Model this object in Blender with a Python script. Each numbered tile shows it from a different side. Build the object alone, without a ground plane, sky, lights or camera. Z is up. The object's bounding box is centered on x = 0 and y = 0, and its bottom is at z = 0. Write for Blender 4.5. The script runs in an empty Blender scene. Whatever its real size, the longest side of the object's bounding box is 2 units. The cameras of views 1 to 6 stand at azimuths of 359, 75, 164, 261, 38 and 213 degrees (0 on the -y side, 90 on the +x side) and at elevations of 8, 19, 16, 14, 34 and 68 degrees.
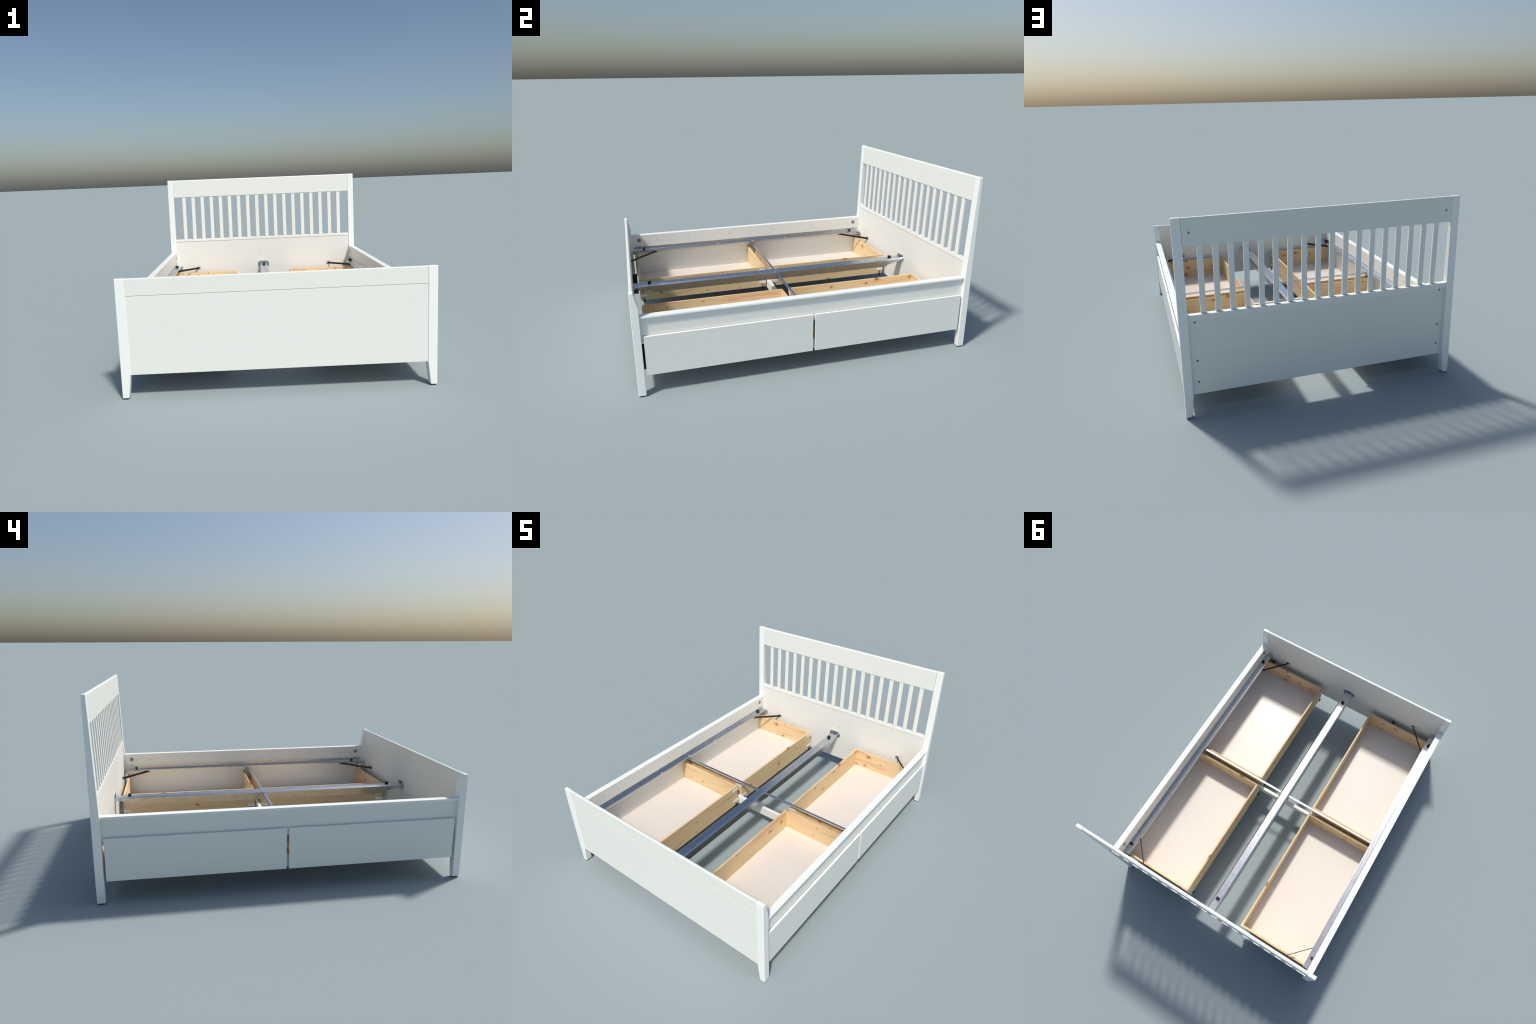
import bpy, bmesh, math, random
from mathutils import Vector, Matrix

random.seed(7)

# ------------------------------------------------------------------ dimensions (metres)
HALF_W   = 0.7815          # outer face of the posts
POST_IN  = 0.7350          # inner face of the posts
LEG_IN   = 0.7500          # inner edge of the foot at the ground
PANEL_B  = 0.1215          # lower edge of both end panels
HEAD_TOP = 1.0730
FOOT_TOP = 0.6030
RAIL_IN, RAIL_FACE, RAIL_LIP = 0.7360, 0.7600, 0.7757
RAIL_B, RAIL_LIP_B, RAIL_T   = 0.3120, 0.4550, 0.4672
SLATS, SLAT_W, SLAT_SPAN     = 18, 0.0292, 0.6515
DRAWER_IN, DRAWER_FACE       = 0.7625, 0.7760
BOX_X, BOX_T                 = 0.2180, 0.0120        # inner long side of a drawer box
BOX_Y0, BOX_Y1               = 0.0225, 0.9355        # ends of a drawer box
BOX_B, BOX_TOP, FLOOR_Z      = 0.1370, 0.2920, 0.1480

# ------------------------------------------------------------------ material helpers
def new_mat(name):
    m = bpy.data.materials.new(name)
    m.use_nodes = True
    nt = m.node_tree
    for n in list(nt.nodes):
        nt.nodes.remove(n)
    out = nt.nodes.new("ShaderNodeOutputMaterial")
    p = nt.nodes.new("ShaderNodeBsdfPrincipled")
    nt.links.new(p.outputs[0], out.inputs[0])
    return m, nt, p


def node(nt, kind, **kw):
    n = nt.nodes.new(kind)
    for k, v in kw.items():
        setattr(n, k, v)
    return n


def math_node(nt, op, a, b=None, clamp=False):
    n = node(nt, "ShaderNodeMath", operation=op, use_clamp=clamp)
    for i, v in enumerate((a, b)):
        if v is None:
            continue
        if isinstance(v, (int, float)):
            n.inputs[i].default_value = v
        else:
            nt.links.new(v, n.inputs[i])
    return n.outputs[0]


def ramp(nt, fac, stops, interp="LINEAR"):
    r = node(nt, "ShaderNodeValToRGB")
    r.color_ramp.interpolation = interp
    els = r.color_ramp.elements
    while len(els) < len(stops):
        els.new(0.5)
    for e, (pos, col) in zip(els, stops):
        e.position = pos
        e.color = (*col, 1.0) if len(col) == 3 else col
    nt.links.new(fac, r.inputs[0])
    return r.outputs[0]


def mix_col(nt, fac, a, b, blend="MIX"):
    n = node(nt, "ShaderNodeMix", data_type="RGBA", blend_type=blend)
    for sock, v in ((n.inputs[0], fac), (n.inputs[6], a), (n.inputs[7], b)):
        if isinstance(v, (int, float)):
            sock.default_value = v
        elif isinstance(v, tuple):
            sock.default_value = (*v, 1.0)
        else:
            nt.links.new(v, sock)
    return n.outputs[2]


def coords(nt, scale, shift=True):
    """Object coordinates, moved by a per-object random amount and stretched along the grain."""
    tc = node(nt, "ShaderNodeTexCoord")
    v = tc.outputs["Object"]
    if shift:
        oi = node(nt, "ShaderNodeObjectInfo")
        k = math_node(nt, "MULTIPLY", oi.outputs["Random"], 37.0)
        cx = node(nt, "ShaderNodeCombineXYZ")
        for i in range(3):
            nt.links.new(k, cx.inputs[i])
        ad = node(nt, "ShaderNodeVectorMath", operation="ADD")
        nt.links.new(v, ad.inputs[0])
        nt.links.new(cx.outputs[0], ad.inputs[1])
        v = ad.outputs[0]
    mp = node(nt, "ShaderNodeMapping")
    mp.inputs["Scale"].default_value = scale
    nt.links.new(v, mp.inputs["Vector"])
    return mp.outputs[0]


def noise(nt, vec, scale, detail=4.0, rough=0.55, dist=0.0):
    n = node(nt, "ShaderNodeTexNoise")
    n.inputs["Scale"].default_value = scale
    n.inputs["Detail"].default_value = detail
    n.inputs["Roughness"].default_value = rough
    n.inputs["Distortion"].default_value = dist
    nt.links.new(vec, n.inputs["Vector"])
    return n.outputs[0]


def bump(nt, p, height, strength, dist):
    b = node(nt, "ShaderNodeBump")
    b.inputs["Strength"].default_value = strength
    b.inputs["Distance"].default_value = dist
    nt.links.new(height, b.inputs["Height"])
    nt.links.new(b.outputs[0], p.inputs["Normal"])


def paint(name, col, grain=(1.0, 1.0, 1.0), vary=0.03, rough=0.42, bump_s=0.15, spec=0.35):
    """Painted wood: nearly even colour with a faint streaky grain along one axis."""
    m, nt, p = new_mat(name)
    v = coords(nt, grain)
    fine = noise(nt, v, 30.0, 5.0, 0.6)
    wide = noise(nt, v, 3.0, 3.0, 0.5)
    f = math_node(nt, "ADD", math_node(nt, "MULTIPLY", fine, 0.6), math_node(nt, "MULTIPLY", wide, 0.4))
    lo = tuple(c * (1 - vary) for c in col)
    hi = tuple(min(1.0, c * (1 + vary)) for c in col)
    nt.links.new(ramp(nt, f, [(0.33, lo), (0.67, hi)]), p.inputs["Base Color"])
    p.inputs["Roughness"].default_value = rough
    p.inputs["Specular IOR Level"].default_value = spec
    bump(nt, p, fine, bump_s, 0.001)
    return m


def pine(name, along):
    """Clear pine: warm bands that follow the board, scattered red-brown knots."""
    m, nt, p = new_mat(name)
    other = {"x": 1, "y": 0}[along]
    ai = {"x": 0, "y": 1}[along]
    s = [0, 0, 0]
    s[ai], s[other], s[2] = 0.7, 4.0, 11.0
    v_band = coords(nt, tuple(s))
    band = noise(nt, v_band, 3.2, 3.0, 0.55, 0.6)
    s[ai], s[other], s[2] = 1.0, 10.0, 60.0
    fibre = noise(nt, coords(nt, tuple(s)), 6.0, 4.0, 0.6)
    f = math_node(nt, "ADD", math_node(nt, "MULTIPLY", band, 0.75), math_node(nt, "MULTIPLY", fibre, 0.25))
    base = ramp(nt, f, [(0.34, (0.815, 0.640, 0.370)), (0.46, (0.785, 0.600, 0.325)),
                        (0.54, (0.810, 0.585, 0.350)), (0.66, (0.670, 0.420, 0.215))])
    # knots: sparse cells, a little longer than wide, with a darker heart and an orange halo
    s[ai], s[other], s[2] = 9.0, 0.0, 14.0
    flat = coords(nt, tuple(s))
    sx_ = node(nt, "ShaderNodeSeparateXYZ")
    nt.links.new(flat, sx_.inputs[0])
    cx_ = node(nt, "ShaderNodeCombineXYZ")
    nt.links.new(sx_.outputs[ai], cx_.inputs[0])
    nt.links.new(sx_.outputs[2], cx_.inputs[1])
    vk = cx_.outputs[0]
    vo = node(nt, "ShaderNodeTexVoronoi")
    vo.voronoi_dimensions = "2D"
    vo.feature = "F1"
    vo.inputs["Scale"].default_value = 1.0
    vo.inputs["Randomness"].default_value = 0.95
    nt.links.new(vk, vo.inputs["Vector"])
    sep = node(nt, "ShaderNodeSeparateColor")
    nt.links.new(vo.outputs["Color"], sep.inputs[0])
    keep = math_node(nt, "GREATER_THAN", sep.outputs[0], 0.52)
    size = math_node(nt, "ADD", math_node(nt, "MULTIPLY", math_node(nt, "POWER", sep.outputs[1], 2.0), 1.15), 0.35)
    wob = math_node(nt, "MULTIPLY", math_node(nt, "SUBTRACT", noise(nt, vk, 7.0, 2.0), 0.5), 0.16)
    d = math_node(nt, "DIVIDE", math_node(nt, "ADD", vo.outputs["Distance"], wob), size)
    heart = math_node(nt, "MULTIPLY", ramp(nt, d, [(0.045, (1, 1, 1)), (0.135, (0, 0, 0))]), keep)
    halo = math_node(nt, "MULTIPLY", ramp(nt, d, [(0.06, (1, 1, 1)), (0.30, (0, 0, 0))]), keep)
    c1 = mix_col(nt, math_node(nt, "MULTIPLY", halo, 0.55), base, (0.60, 0.31, 0.125))
    c2 = mix_col(nt, math_node(nt, "MULTIPLY", heart, 0.85), c1, (0.270, 0.100, 0.038))
    nt.links.new(c2, p.inputs["Base Color"])
    p.inputs["Roughness"].default_value = 0.5
    p.inputs["Specular IOR Level"].default_value = 0.3
    bump(nt, p, fibre, 0.12, 0.0008)
    return m


def metal(name, col, rough=0.3, grain=(1.0, 1.0, 1.0)):
    m, nt, p = new_mat(name)
    v = coords(nt, grain)
    n1 = noise(nt, v, 120.0, 2.0, 0.5)
    nt.links.new(ramp(nt, n1, [(0.35, tuple(c * 0.90 for c in col)), (0.65, tuple(min(1, c * 1.08) for c in col))]),
                 p.inputs["Base Color"])
    p.inputs["Metallic"].default_value = 1.0
    p.inputs["Roughness"].default_value = rough
    return m


def plain(name, col, rough=0.5, spec=0.4):
    m, nt, p = new_mat(name)
    v = coords(nt, (1, 1, 1))
    f = noise(nt, v, 60.0, 3.0)
    nt.links.new(ramp(nt, f, [(0.3, tuple(c * 0.88 for c in col)), (0.7, tuple(min(1, c * 1.1) for c in col))]),
                 p.inputs["Base Color"])
    p.inputs["Roughness"].default_value = rough
    p.inputs["Specular IOR Level"].default_value = spec
    return m


M_POST   = paint("white_lacquer", (0.920, 0.940, 0.895), (1, 1, 0.15), 0.008, 0.38, 0.04)
M_PANEL  = paint("white_panel_paint", (0.830, 0.850, 0.788), (0.15, 1, 1), 0.008, 0.42, 0.04)
M_INNER_X = paint("warm_white_across", (0.840, 0.838, 0.780), (0.10, 1, 1.6), 0.022, 0.45, 0.12)
M_INNER_Y = paint("warm_white_lengthwise", (0.820, 0.826, 0.768), (1, 0.08, 1.6), 0.040, 0.45, 0.18)
M_SLAT   = paint("white_slat_paint", (0.860, 0.870, 0.815), (1, 1, 0.12), 0.030, 0.45, 0.12)
M_DRAWER = paint("drawer_front_paint", (0.822, 0.842, 0.790), (1, 0.15, 1), 0.008, 0.42, 0.04)
M_PINE_X = pine("pine_across", "x")
M_PINE_Y = pine("pine_lengthwise", "y")
M_DARKBROWN = plain("dark_brown", (0.075, 0.050, 0.030), 0.6, 0.2)
M_FLOOR  = paint("drawer_floor_board", (0.805, 0.738, 0.668), (1, 1, 1), 0.018, 0.36, 0.06, 0.55)
M_STEEL  = metal("galvanised_steel", (0.62, 0.645, 0.68), 0.29, (1, 0.25, 1))
M_BLACK  = plain("black_steel", (0.022, 0.019, 0.017), 0.42)
M_PLASTIC = plain("black_plastic", (0.012, 0.012, 0.013), 0.4)
M_CLIP   = plain("white_plastic", (0.90, 0.91, 0.91), 0.4)
M_PLUG   = plain("grey_plug", (0.27, 0.27, 0.26), 0.5)
M_NOTCH  = plain("plug_notch", (0.15, 0.15, 0.15), 0.5)
M_HOLE   = plain("dark_hole", (0.09, 0.085, 0.08), 0.7, 0.1)
M_SCREW  = plain("screw_painted_glint", (0.86, 0.87, 0.90), 0.2, 0.8)  # near-white base paints the sun's sparkle onto the screw heads
M_DARKSCREW = plain("sunk_screw", (0.24, 0.28, 0.31), 0.5)
M_FOOT   = plain("felt_glide", (0.10, 0.10, 0.10), 0.8, 0.1)

# ------------------------------------------------------------------ geometry helpers
ROOT = bpy.data.objects.new("double_bed_frame", None)
bpy.context.scene.collection.objects.link(ROOT)
ROOT["label"] = "white slatted double bed frame with four pine drawers"
ROOT["category"] = "bed"


def finish(name, bm, mat, parent, origin=None, bevel=0.0, segs=2, smooth=True):
    bmesh.ops.remove_doubles(bm, verts=bm.verts, dist=1e-6)
    bmesh.ops.recalc_face_normals(bm, faces=bm.faces)
    if bevel > 0:
        es = [e for e in bm.edges if len(e.link_faces) == 2 and e.calc_face_angle(0) > 0.35]
        bmesh.ops.bevel(bm, geom=es, offset=bevel, segments=segs, profile=0.5, affect="EDGES", clamp_overlap=True)
        bmesh.ops.recalc_face_normals(bm, faces=bm.faces)
    if origin is None:
        lo = Vector([min(v.co[i] for v in bm.verts) for i in range(3)])
        hi = Vector([max(v.co[i] for v in bm.verts) for i in range(3)])
        origin = (lo + hi) / 2
    origin = Vector(origin)
    bmesh.ops.translate(bm, verts=bm.verts, vec=-origin)
    me = bpy.data.meshes.new(name)
    bm.to_mesh(me)
    bm.free()
    if isinstance(mat, (list, tuple)):
        for m in mat:
            me.materials.append(m)
    else:
        me.materials.append(mat)
    if smooth:
        for p in me.polygons:
            p.use_smooth = True
        me.set_sharp_from_angle(angle=math.radians(32))
    ob = bpy.data.objects.new(name, me)
    bpy.context.scene.collection.objects.link(ob)
    if smooth:
        wn = ob.modifiers.new("even_faces", "WEIGHTED_NORMAL")
        wn.keep_sharp = True
        wn.weight = 100
    ob.parent = parent
    ob.location = origin - Vector(parent.get("_at", (0, 0, 0)))
    ob["_at"] = tuple(origin)
    return ob


def instance(src, parent, at):
    ob = src.copy()
    bpy.context.scene.collection.objects.link(ob)
    ob.parent = parent
    at = Vector(at)
    ob.location = at - Vector(parent.get("_at", (0, 0, 0)))
    ob["_at"] = tuple(at)
    return ob


def add_box(bm, x0, x1, y0, y1, z0, z1):
    vs = [bm.verts.new((x, y, z)) for z in (z0, z1) for y in (y0, y1) for x in (x0, x1)]
    for f in ((0, 1, 3, 2), (4, 6, 7, 5), (0, 4, 5, 1), (2, 3, 7, 6), (0, 2, 6, 4), (1, 5, 7, 3)):
        bm.faces.new([vs[i] for i in f])


def box(name, x, y, z, mat, parent, bevel=0.0015, segs=2):
    bm = bmesh.new()
    add_box(bm, min(x), max(x), min(y), max(y), min(z), max(z))
    return finish(name, bm, mat, parent, bevel=bevel, segs=segs)


def add_loft(bm, rings):
    """Join closed rings of equal length into a capped solid."""
    rv = [[bm.verts.new(p) for p in r] for r in rings]
    n = len(rv[0])
    for a, b in zip(rv[:-1], rv[1:]):
        for i in range(n):
            bm.faces.new((a[i], a[(i + 1) % n], b[(i + 1) % n], b[i]))
    bm.faces.new(rv[0][::-1])
    bm.faces.new(rv[-1])


def prism(name, outline, axis, a, b, mat, parent, bevel=0.0, segs=2):
    """Extrude a 2D outline along an axis; the outline holds the two other axes in xyz order."""
    def put(p, t):
        c = list(p)
        c.insert("xyz".index(axis), t)
        return c
    bm = bmesh.new()
    add_loft(bm, [[put(p, a) for p in outline], [put(p, b) for p in outline]])
    return finish(name, bm, mat, parent, bevel=bevel, segs=segs)


def add_disc(bm, c, axis, r, t, n=20):
    """A short cylinder around the given axis, t thick, centred on c."""
    i = "xyz".index(axis)
    o = [k for k in range(3) if k != i]
    rings = []
    for s in (-0.5, 0.5):
        ring = []
        for k in range(n):
            q = [0, 0, 0]
            q[i] = c[i] + s * t
            q[o[0]] = c[o[0]] + r * math.cos(2 * math.pi * k / n)
            q[o[1]] = c[o[1]] + r * math.sin(2 * math.pi * k / n)
            ring.append(q)
        rings.append(ring)
    add_loft(bm, rings)


def disc(name, c, axis, r, t, mat, parent, bevel=0.0, n=20):
    bm = bmesh.new()
    add_disc(bm, c, axis, r, t, n)
    return finish(name, bm, mat, parent, bevel=bevel)


def lerp(a, b, t):
    return a + (b - a) * t

# ------------------------------------------------------------------ posts with legs
def post(name, sx, profile, top_bevel, parent):
    """profile: (z, y_front, y_back) from the ground up; the inner edge runs in below the panel."""
    rings = []
    for z, ya, yb in profile:
        xi = lerp(LEG_IN, POST_IN, min(1.0, z / PANEL_B))
        rings.append([(sx * xi, ya, z), (sx * HALF_W, ya, z), (sx * HALF_W, yb, z), (sx * xi, yb, z)])
    bm = bmesh.new()
    add_loft(bm, rings)
    return finish(name, bm, M_POST, parent, bevel=top_bevel, segs=3)


def head_front(z):
    """Front surface of the headboard posts: upright below the side rails, leaning back above."""
    return 0.9572 if z < RAIL_T else lerp(0.9572, 0.9772, (z - RAIL_T) / (HEAD_TOP - RAIL_T))

# ------------------------------------------------------------------ headboard
head = box("headboard", (-POST_IN, POST_IN), (0.9646, 0.9812), (0.1245, 0.5525), M_INNER_X, ROOT, 0.001)
for sx in (-1, 1):
    post("headboard_post", sx, [(0.004, 0.9572, 1.0), (PANEL_B, 0.9572, 1.0), (RAIL_T, 0.9572, 0.9995),
                                (HEAD_TOP, 0.9772, 0.9985)], 0.0032, head)
    box("foot_glide", (sx * (LEG_IN + 0.003), sx * (HALF_W - 0.003)), (0.961, 0.997), (0.0, 0.0055), M_FOOT, head, 0.001)

# top rail leans with the posts and has softly rounded upper edges
bm = bmesh.new()
zb, zt = 0.9315, HEAD_TOP - 0.0005
yb_, yt_ = head_front(zb) + 0.0006, head_front(zt) + 0.0008
prof = [(yb_, zb), (0.9975, zb), (0.9970, zt - 0.006), (0.9952, zt - 0.0018), (0.991, zt),
        (0.986, zt), (0.9815, zt - 0.0018), (yt_, zt - 0.006)]
add_loft(bm, [[(x, y, z) for y, z in prof] for x in (-POST_IN + 0.0009, POST_IN - 0.0009)])
finish("headboard_top_rail", bm, M_PANEL, head)
# middle rail above the panel
prism("headboard_middle_rail", [(0.9632, 0.5545), (0.9632, 0.5715), (0.9647, 0.5735), (0.9920, 0.5735),
                                (0.9940, 0.5715), (0.9940, 0.5440), (0.9825, 0.5440), (0.9825, 0.5545)],
      "x", -POST_IN + 0.0004, POST_IN - 0.0004, M_SLAT, head)
# slats
slat0 = None
for i in range(SLATS):
    cx = lerp(-SLAT_SPAN, SLAT_SPAN, i / (SLATS - 1))
    if slat0 is None:
        bm = bmesh.new()
        h = SLAT_W / 2
        add_loft(bm, [[(cx - h, ya, z), (cx + h, ya, z), (cx + h, yb, z), (cx - h, yb, z)]
                      for z, ya, yb in ((0.5730, 0.9640, 0.9778), (0.9320, 0.9762, 0.9900))])
        slat0 = finish("slat", bm, M_SLAT, head, bevel=0.0028, segs=3)
        base = Vector(slat0["_at"])
    else:
        instance(slat0, head, base + Vector((cx + SLAT_SPAN, 0, 0)))
# screws seen from behind
scr = None
for sx in (-1, 1):
    for z, y in ((0.998, 0.9972), (0.5305, 0.9817), (0.317, 0.9817), (0.195, 0.9817)):
        if scr is None:
            bm = bmesh.new()
            add_disc(bm, (0, 0, 0), "y", 0.0062, 0.0012, 16)
            scr = finish("headboard_screw", bm, M_DARKSCREW, head, origin=(0, 0, 0))
            scr.location = Vector((sx * 0.70, y, z)) - Vector(head["_at"])
            scr["_at"] = (sx * 0.70, y, z)
        else:
            instance(scr, head, (sx * 0.70, y, z))
for sx in (-1, 1):
    for z, y in ((0.998, 0.9979), (0.5305, 0.9824), (0.317, 0.9824), (0.195, 0.9824)):
        disc("screw_socket", (sx * 0.70, y, z), "y", 0.0026, 0.0006, M_HOLE, head, n=6)
for sx in (-1, 1):
    disc("panel_hole", (sx * 0.030, 0.9644, 0.420), "y", 0.0028, 0.0008, M_HOLE, head, n=10)

# ------------------------------------------------------------------ footboard
FOOT_IN = -0.9788
foot = prism("footboard", [(-0.9965, PANEL_B + 0.001), (-0.9965, 0.5152), (-0.9960, 0.5157), (-0.9900, 0.5157), (-0.9900, 0.51745),
                           (FOOT_IN, 0.51745), (FOOT_IN, PANEL_B + 0.001), (FOOT_IN - 0.001, PANEL_B), (-0.9955, PANEL_B)],
             "x", -POST_IN, POST_IN, (M_PANEL, M_INNER_X), ROOT)
for p in foot.data.polygons:
    if p.normal.y > 0.9:
        p.material_index = 1
for sx in (-1, 1):
    post("footboard_post", sx, [(0.004, -1.0, -0.958), (PANEL_B, -1.0, -0.958), (0.513, -1.0, -0.958),
                                (FOOT_TOP, -0.9985, -0.9780)], 0.0032, foot)
    box("foot_glide", (sx * (LEG_IN + 0.003), sx * (HALF_W - 0.003)), (-0.997, -0.961), (0.0, 0.0055), M_FOOT, foot, 0.001)
zt = FOOT_TOP - 0.0005
prism("footboard_top_rail", [(-0.9965, 0.5175), (-0.9970, 0.5180), (-0.9970, zt - 0.006), (-0.9952, zt - 0.0018), (-0.991, zt),
                             (-0.985, zt), (FOOT_IN - 0.0018, zt - 0.0018), (FOOT_IN, zt - 0.006), (FOOT_IN, 0.5175)],
      "x", -POST_IN + 0.0004, POST_IN - 0.0004, (M_PANEL, M_INNER_X), foot)

for p in [c for c in foot.children if c.name.startswith("footboard_top_rail")][0].data.polygons:
    if p.normal.y > 0.9:
        p.material_index = 1

# dark brown blocks in the gap between the footboard and the drawers
for xa in (-0.412, 0.688):
    box("dark_gap_block", (xa, xa + 0.012), (FOOT_IN + 0.0005, -0.9460), (0.118, 0.270), M_DARKBROWN, foot, 0.001)

# ------------------------------------------------------------------ side rails
for sx in (-1, 1):
    out = [(RAIL_IN, RAIL_B), (RAIL_IN, RAIL_T - 0.0015), (RAIL_IN + 0.0015, RAIL_T), (RAIL_LIP - 0.003, RAIL_T),
           (RAIL_LIP - 0.0008, RAIL_T - 0.0009), (RAIL_LIP, RAIL_T - 0.003), (RAIL_LIP, RAIL_LIP_B + 0.0025),
           (RAIL_LIP - 0.0025, RAIL_LIP_B), (RAIL_FACE, RAIL_LIP_B), (RAIL_FACE, RAIL_B)]
    rail = prism("side_rail", [(sx * x, z) for x, z in out], "y", -0.9578, 0.9570, (M_POST, M_INNER_Y, M_DRAWER), ROOT)
    for p in rail.data.polygons:
        if p.normal.x * sx < -0.9:
            p.material_index = 1
        elif p.normal.x * sx > 0.9 and p.center.z + rail["_at"][2] < RAIL_LIP_B:
            p.material_index = 2
    # round plugs, the lower ones half hidden behind the steel angle
    for sy in (-1, 1):
        for z in (0.4255, 0.3630):
            disc("rail_plug", (sx * (RAIL_IN - 0.0004), sy * 0.9045, z), "x", 0.0150, 0.0016, M_PLUG, rail, n=28)
            disc("plug_slot", (sx * (RAIL_IN - 0.0013), sy * 0.9045, z), "x", 0.0045, 0.0010, M_NOTCH, rail, n=14)
        for y in (0.859, 0.767, 0.5215, 0.184):
            disc("rail_hole", (sx * (RAIL_IN - 0.0002), sy * y, 0.4195), "x", 0.0030, 0.0008, M_HOLE, rail, n=10)
    # galvanised steel angle that carries the slatted base
    t = 0.0018
    xo, xi = RAIL_IN - 0.0006, 0.7000
    angle = [(xo, 0.3725), (xo, 0.3430), (xi + 0.002, 0.3430), (xi + 0.002, 0.3405), (xi, 0.3405),
             (xi, 0.3475), (xi + 0.004, 0.3490), (xo - 0.004, 0.3490), (xo - t, 0.3515), (xo - t, 0.3725)]
    ang = prism("steel_angle", [(sx * x, z) for x, z in angle], "y", -0.9430, 0.9430, M_STEEL, ROOT)
    for y in (-0.287, 0.0, 0.287):
        disc("angle_screw", (sx * 0.7120, y, 0.3498), "z", 0.0045, 0.0024, M_SCREW, ang, bevel=0.0006, n=14)
    for y in (-0.767, -0.52, -0.184, 0.184, 0.52, 0.767):
        disc("angle_hole", (sx * (xo - t - 0.0001), y, 0.3620), "x", 0.0026, 0.0006, M_HOLE, ang, n=10)
    for sy in (-1, 1):
        bm = bmesh.new()
        y = sy * 0.8725
        xa, xb = sorted((sx * 0.7180, sx * 0.7330))
        add_box(bm, xa, xb, y - 0.005, y + 0.005, 0.3492, 0.3590)
        add_box(bm, xa, xb, y - 0.009, y + 0.009, 0.3592, 0.3640)
        finish("slat_base_clip", bm, M_PLASTIC, ang, bevel=0.001)
        # corner bracket below the end of the angle
        bm = bmesh.new()
        y0 = sy * 0.9553
        xa, xb = sorted((sx * 0.690, sx * 0.7345))
        add_box(bm, xa, xb, min(y0, y0 - sy * 0.002), max(y0, y0 - sy * 0.002), 0.3130, 0.3400)
        xa, xb = sorted((sx * 0.7325, sx * 0.7345))
        add_box(bm, xa, xb, *sorted((sy * 0.915, sy * 0.9532)), 0.3130, 0.3400)
        finish("corner_bracket", bm, M_STEEL, ang)
    # hanger for the cross rod at mid length
    bm = bmesh.new()
    xa, xb = sorted((sx * 0.7320, sx * 0.7345))
    add_box(bm, xa, xb, -0.020, 0.020, 0.2500, 0.3425)
    xa, xb = sorted((sx * 0.7050, sx * 0.7318))
    add_box(bm, xa, xb, -0.0012, 0.0012, 0.2900, 0.3425)
    finish("rod_hanger", bm, M_STEEL, ang)

# ------------------------------------------------------------------ black diagonal braces
def brace(sx, sy, y_wall):
    """Channel bar from the side rail to the end panel, flattened and bent at both ends."""
    a = Vector((sx * 0.7180, sy * 0.7980, 0.3285))
    b = Vector((sx * 0.5640, y_wall - sy * 0.006, 0.3235))
    d = (b - a).normalized()
    side = d.cross(Vector((0, 0, 1))).normalized()
    up = side.cross(d).normalized()
    if up.z < 0:
        up = -up
    hw, t, lip = 0.0074, 0.0012, 0.0040
    inward = side if side.dot(Vector((-sx, -sy, 0))) > 0 else -side
    sec = [(0, -hw), (lip, -hw), (lip, -hw + 0.0026), (t, -hw + 0.0026), (t, hw - 0.0026),
           (lip, hw - 0.0026), (lip, hw), (0, hw)]
    bm = bmesh.new()
    rings = []
    for f in (0.0, 0.06, 0.94, 1.0):
        c = a.lerp(b, f)
        k = 1.25 if f in (0.0, 1.0) else 1.0
        q = 0.45 if f in (0.0, 1.0) else 1.0
        rings.append([c + inward * (u * q + 0.001) + up * (w * k) for u, w in sec])
    add_loft(bm, rings)
    # end tabs lying on the rail and on the panel
    w = 0.0105
    xa, xb = sorted((sx * 0.7320, sx * 0.7345))
    add_box(bm, xa, xb, *sorted((sy * 0.7720, sy * 0.7960)), 0.3285 - w, 0.3285 + w * 0.9)
    for p0, p1 in (((0.7325, 0.7960), (0.7170, 0.8000)),):
        ring = lambda x, y: [(sx * x, sy * y, 0.3285 - 0.008), (sx * (x + 0.0015), sy * (y + 0.0012), 0.3285 - 0.008),
                             (sx * (x + 0.0015), sy * (y + 0.0012), 0.3285 + 0.008), (sx * x, sy * y, 0.3285 + 0.008)]
        add_loft(bm, [ring(*p0), ring(*p1)])
    add_box(bm, *sorted((sx * 0.5440, sx * 0.5660)), *sorted((y_wall, y_wall - sy * 0.0022)), 0.3235 - w, 0.3235 + w)
    add_box(bm, *sorted((sx * 0.5605, sx * 0.5660)), *sorted((y_wall - sy * 0.0022, y_wall - sy * 0.0085)), 0.3235 - 0.009, 0.3235 + 0.009)
    ob = finish("corner_brace", bm, M_BLACK, ROOT)
    disc("brace_screw", (sx * 0.5515, y_wall - sy * 0.0030, 0.3235), "y", 0.0040, 0.0020, M_SCREW, ob, bevel=0.0005, n=12)
    disc("brace_screw", (sx * 0.7310, sy * 0.7800, 0.3285), "x", 0.0036, 0.0018, M_SCREW, ob, bevel=0.0005, n=12)

for sx in (-1, 1):
    brace(sx, 1, 0.9643)
    brace(sx, -1, FOOT_IN + 0.0003)

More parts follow.
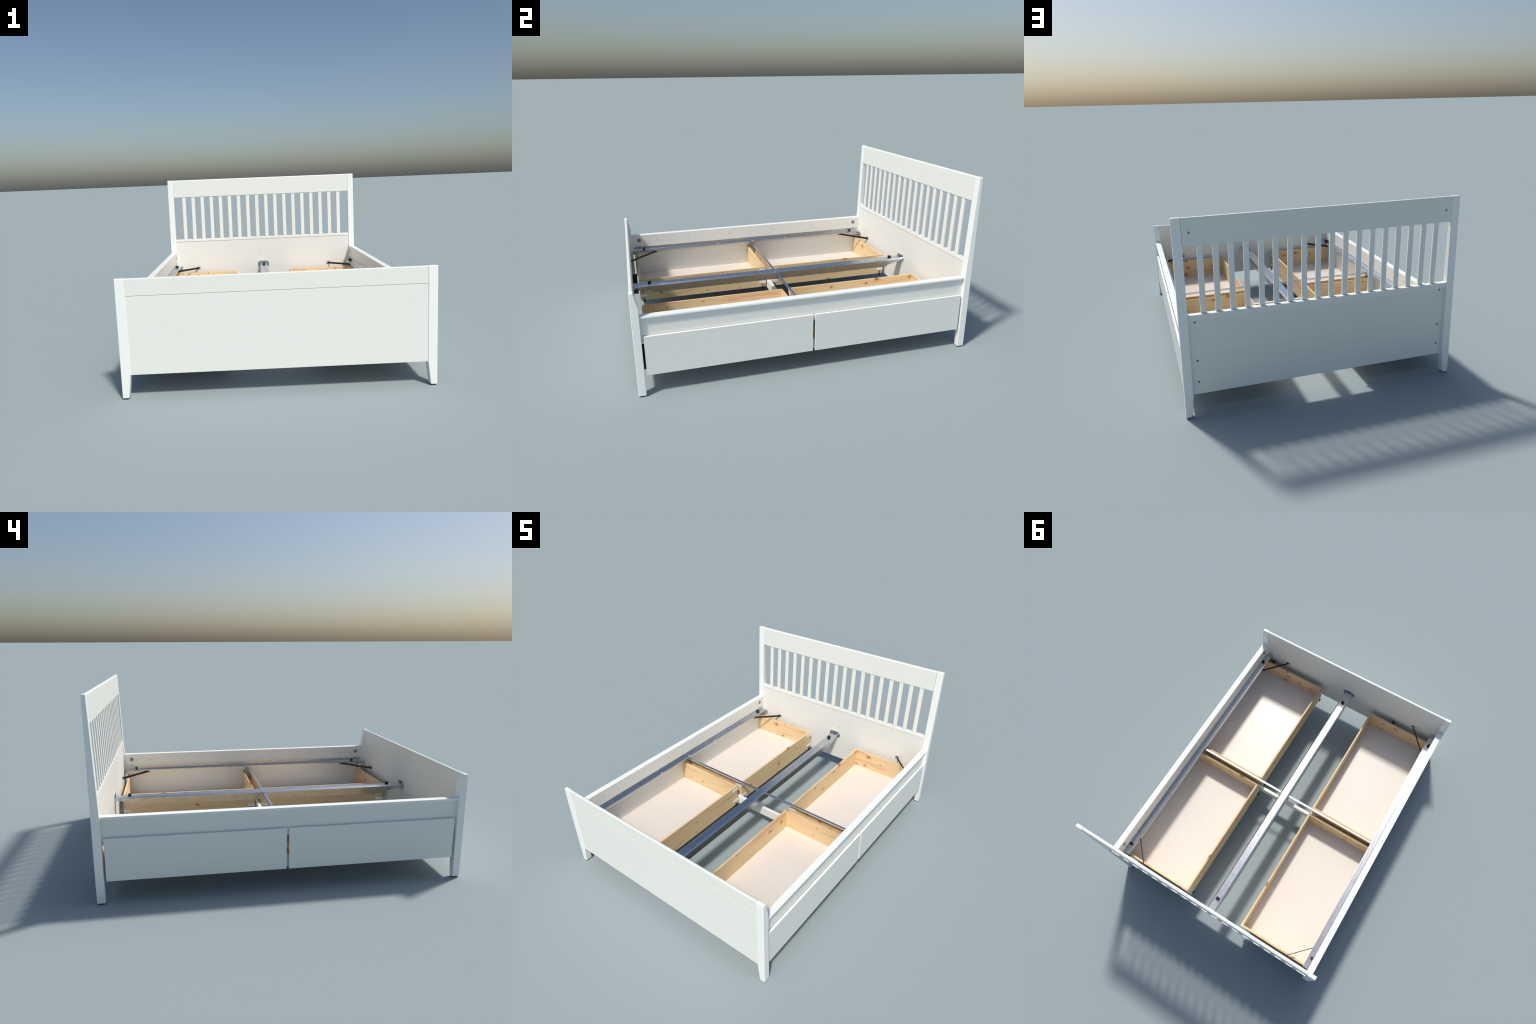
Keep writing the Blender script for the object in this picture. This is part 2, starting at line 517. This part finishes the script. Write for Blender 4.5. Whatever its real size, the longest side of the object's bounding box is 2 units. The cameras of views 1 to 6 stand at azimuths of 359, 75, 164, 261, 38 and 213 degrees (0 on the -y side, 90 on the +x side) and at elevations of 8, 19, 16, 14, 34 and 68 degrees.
# ------------------------------------------------------------------ centre beam
def beam_ring(y, z_low):
    """Folded sheet: flat top, chamfered shoulders, two side webs."""
    w, f, t = 0.0315, 0.0220, 0.0018
    zt, zs = 0.3455, 0.3365
    zl = min(z_low, zs - 0.004)
    return [(-w, y, zl), (-w, y, zs), (-f, y, zt), (f, y, zt), (w, y, zs), (w, y, zl),
            (w - t, y, zl), (w - t, y, zs - 0.001), (f - 0.001, y, zt - t), (-f + 0.001, y, zt - t),
            (-w + t, y, zs - 0.001), (-w + t, y, zl)]

bm = bmesh.new()
add_loft(bm, [beam_ring(y, z) for y, z in ((-0.9750, 0.3290), (-0.8560, 0.3030), (-0.8480, 0.2905), (-0.0160, 0.2905),
                                           (0.0160, 0.2905), (0.8360, 0.2905), (0.8440, 0.3030), (0.9605, 0.3290))])
beam = finish("centre_beam", bm, M_STEEL, ROOT)
# joint sleeve in the middle, a touch proud of the beam
bm = bmesh.new()
def sleeve(y):
    w, f = 0.0333, 0.0228
    return [(-w, y, 0.2890), (-w, y, 0.3370), (-f, y, 0.3468), (f, y, 0.3468), (w, y, 0.3370), (w, y, 0.2890),
            (w - 0.0012, y, 0.2890), (w - 0.0012, y, 0.3366), (f - 0.0005, y, 0.3458), (-f + 0.0005, y, 0.3458),
            (-w + 0.0012, y, 0.3366), (-w + 0.0012, y, 0.2890)]
add_loft(bm, [sleeve(-0.0180), sleeve(0.0200)])
finish("beam_sleeve", bm, M_STEEL, beam)
for y in (-0.703, -0.382, 0.360, 0.682):
    disc("beam_hole", (0.0022, y, 0.3456), "z", 0.0034, 0.0008, M_HOLE, beam, n=12)
for sy, yw in ((1, 0.9644), (-1, FOOT_IN + 0.0002)):
    # wall plate with ears and hook slots
    bm = bmesh.new()
    ya, yb = sorted((yw, yw - sy * 0.0020))
    outline = [(-0.0365, 0.3640), (0.0365, 0.3640), (0.0365, 0.3540), (0.0470, 0.3540), (0.0470, 0.3370), (0.0420, 0.3370),
               (0.0420, 0.3310), (0.0470, 0.3310), (0.0470, 0.3190), (0.0360, 0.3190), (0.0360, 0.3120), (-0.0360, 0.3120),
               (-0.0360, 0.3190), (-0.0470, 0.3190), (-0.0470, 0.3310), (-0.0420, 0.3310), (-0.0420, 0.3370), (-0.0470, 0.3370),
               (-0.0470, 0.3540), (-0.0365, 0.3540)]
    add_loft(bm, [[(x, y, z) for x, z in outline] for y in (ya, yb)])
    # folded ears that hold the beam
    for sx in (-1, 1):
        xa, xb = sorted((sx * 0.0350, sx * 0.0370))
        add_box(bm, xa, xb, *sorted((yw - sy * 0.0020, yw - sy * 0.0120)), 0.3230, 0.3440)
    br = finish("beam_bracket", bm, M_STEEL, beam)
    # clip for the slatted base
    bm = bmesh.new()
    yk = sy * 0.8715
    add_box(bm, -0.0090, -0.0030, yk - 0.009, yk + 0.009, 0.3456, 0.3560)
    add_box(bm, 0.0030, 0.0090, yk - 0.009, yk + 0.009, 0.3456, 0.3560)
    add_box(bm, -0.0105, 0.0105, yk - 0.004, yk + 0.004, 0.3458, 0.3525)
    add_box(bm, -0.0115, 0.0115, yk - 0.0105, yk + 0.0105, 0.3555, 0.3600)
    finish("slat_base_clip", bm, M_PLASTIC, beam, bevel=0.0008)
    for x in (-0.0045, 0.0115):
        box("bracket_slot", (x - 0.0048, x + 0.0048), (yw - sy * 0.0021, yw - sy * 0.0026), (0.3475, 0.3600), M_HOLE, br, 0.0)

# ------------------------------------------------------------------ cross members at mid length
for sx in (-1, 1):
    t = 0.0014
    ya, yb, za, zb = -0.0098, 0.0052, 0.3195, 0.3304
    sec = [(ya, za), (ya, zb - 0.001), (ya + 0.001, zb), (yb - 0.001, zb), (yb, zb - 0.001), (yb, za),
           (yb - t, za), (yb - t, zb - t), (ya + t, zb - t), (ya + t, za)]
    rod = prism("cross_rod", sec, "x", sx * 0.0342, sx * 0.7046, M_STEEL, ROOT)
    for x in (0.155, 0.4725):
        disc("rod_hole", (sx * x, -0.0020, 0.3305), "z", 0.0026, 0.0006, M_HOLE, rod, n=10)
box("drawer_guide_bar", (-0.756, 0.756), (-0.0120, 0.0105), (0.1285, 0.1905), M_SLAT, ROOT, 0.0015)

# ------------------------------------------------------------------ drawers
def clip_mesh(bm, sx, sy, y_end, z):
    """White plastic corner clip: a round-ended tongue on each of the two boards."""
    h, L, t = 0.0098, 0.0500, 0.0026
    arc = [(L - h + h * math.sin(a), -h * math.cos(a)) for a in [math.pi * k / 8 for k in range(9)]]
    outline = [(0.0, -h)] + arc + [(0.0, h)]
    xo = sx * (BOX_X - 0.0002)
    yo = y_end
    inw = -1 if abs(y_end) > 0.5 else 1                 # towards the middle of the box, along y
    sgn = math.copysign(1, y_end) * inw
    # tongue on the long side board (normal along x, towards the beam)
    add_loft(bm, [[(xo - sx * d, yo + sgn * u, z + w) for u, w in outline] for d in (0.0, t)])
    # tongue on the end board (normal along y)
    add_loft(bm, [[(xo + sx * u, yo - sgn * (d - 0.0002), z + w) for u, w in outline] for d in (0.0, t)])
    # rounded corner block
    add_box(bm, *sorted((xo - sx * t, xo + sx * 0.001)), *sorted((yo - sgn * t, yo + sgn * 0.001)), z - h, z + h)

for sx in (-1, 1):
    for sy in (-1, 1):
        ya, yb = sy * BOX_Y0, sy * BOX_Y1
        lo, hi = min(ya, yb), max(ya, yb)
        fy = sorted((sy * 0.0066, sy * 0.9455))
        drawer = box("drawer", (sx * DRAWER_IN, sx * DRAWER_FACE), fy, (0.1225, 0.3515),
                     (M_DRAWER, M_INNER_Y, M_POST), ROOT, 0.0014)
        for p in drawer.data.polygons:
            if p.normal.x * sx < -0.9:
                p.material_index = 1
            elif p.normal.z > 0.5 or abs(p.normal.y) > 0.5:
                p.material_index = 2
        box("drawer_side", (sx * BOX_X, sx * (BOX_X + BOX_T)), (lo + BOX_T, hi - BOX_T), (BOX_B, BOX_TOP), M_PINE_Y, drawer, 0.0012)
        for y, d in ((ya, sy * BOX_T), (yb, -sy * BOX_T)):
            box("drawer_end", (sx * (BOX_X + 0.0003), sx * (DRAWER_IN - 0.0003)), (y, y + d), (BOX_B, BOX_TOP - 0.0004), M_PINE_X, drawer, 0.0012)
        box("drawer_floor", (sx * (BOX_X + BOX_T - 0.001), sx * (DRAWER_IN - 0.0003)), (lo + BOX_T - 0.001, hi - BOX_T + 0.001),
            (FLOOR_Z - 0.005, FLOOR_Z), M_FLOOR, drawer, 0.0)
        for y_end in (ya, yb):
            for z in (0.2680, 0.1735):
                bm = bmesh.new()
                clip_mesh(bm, sx, sy, y_end, z)
                finish("corner_clip", bm, M_CLIP, drawer, bevel=0.0006, segs=1)
            # castor under each inner corner
            inw = 1 if abs(y_end) < 0.5 else -1
            yc = y_end + sy * inw * 0.024
            bm = bmesh.new()
            add_disc(bm, (sx * (BOX_X - 0.0035), yc, 0.1520), "z", 0.0020, 0.0240, 10)
            add_box(bm, *sorted((sx * (BOX_X - 0.0080), sx * (BOX_X - 0.0010))), yc - 0.0085, yc + 0.0085, 0.1290, 0.1400)
            add_disc(bm, (sx * (BOX_X - 0.0045), yc, 0.1290), "x", 0.0070, 0.0050, 16)
            finish("castor", bm, M_PLASTIC, drawer)

# helper tags used while building are not part of the description
for ob in bpy.data.objects:
    if "_at" in ob:
        del ob["_at"]
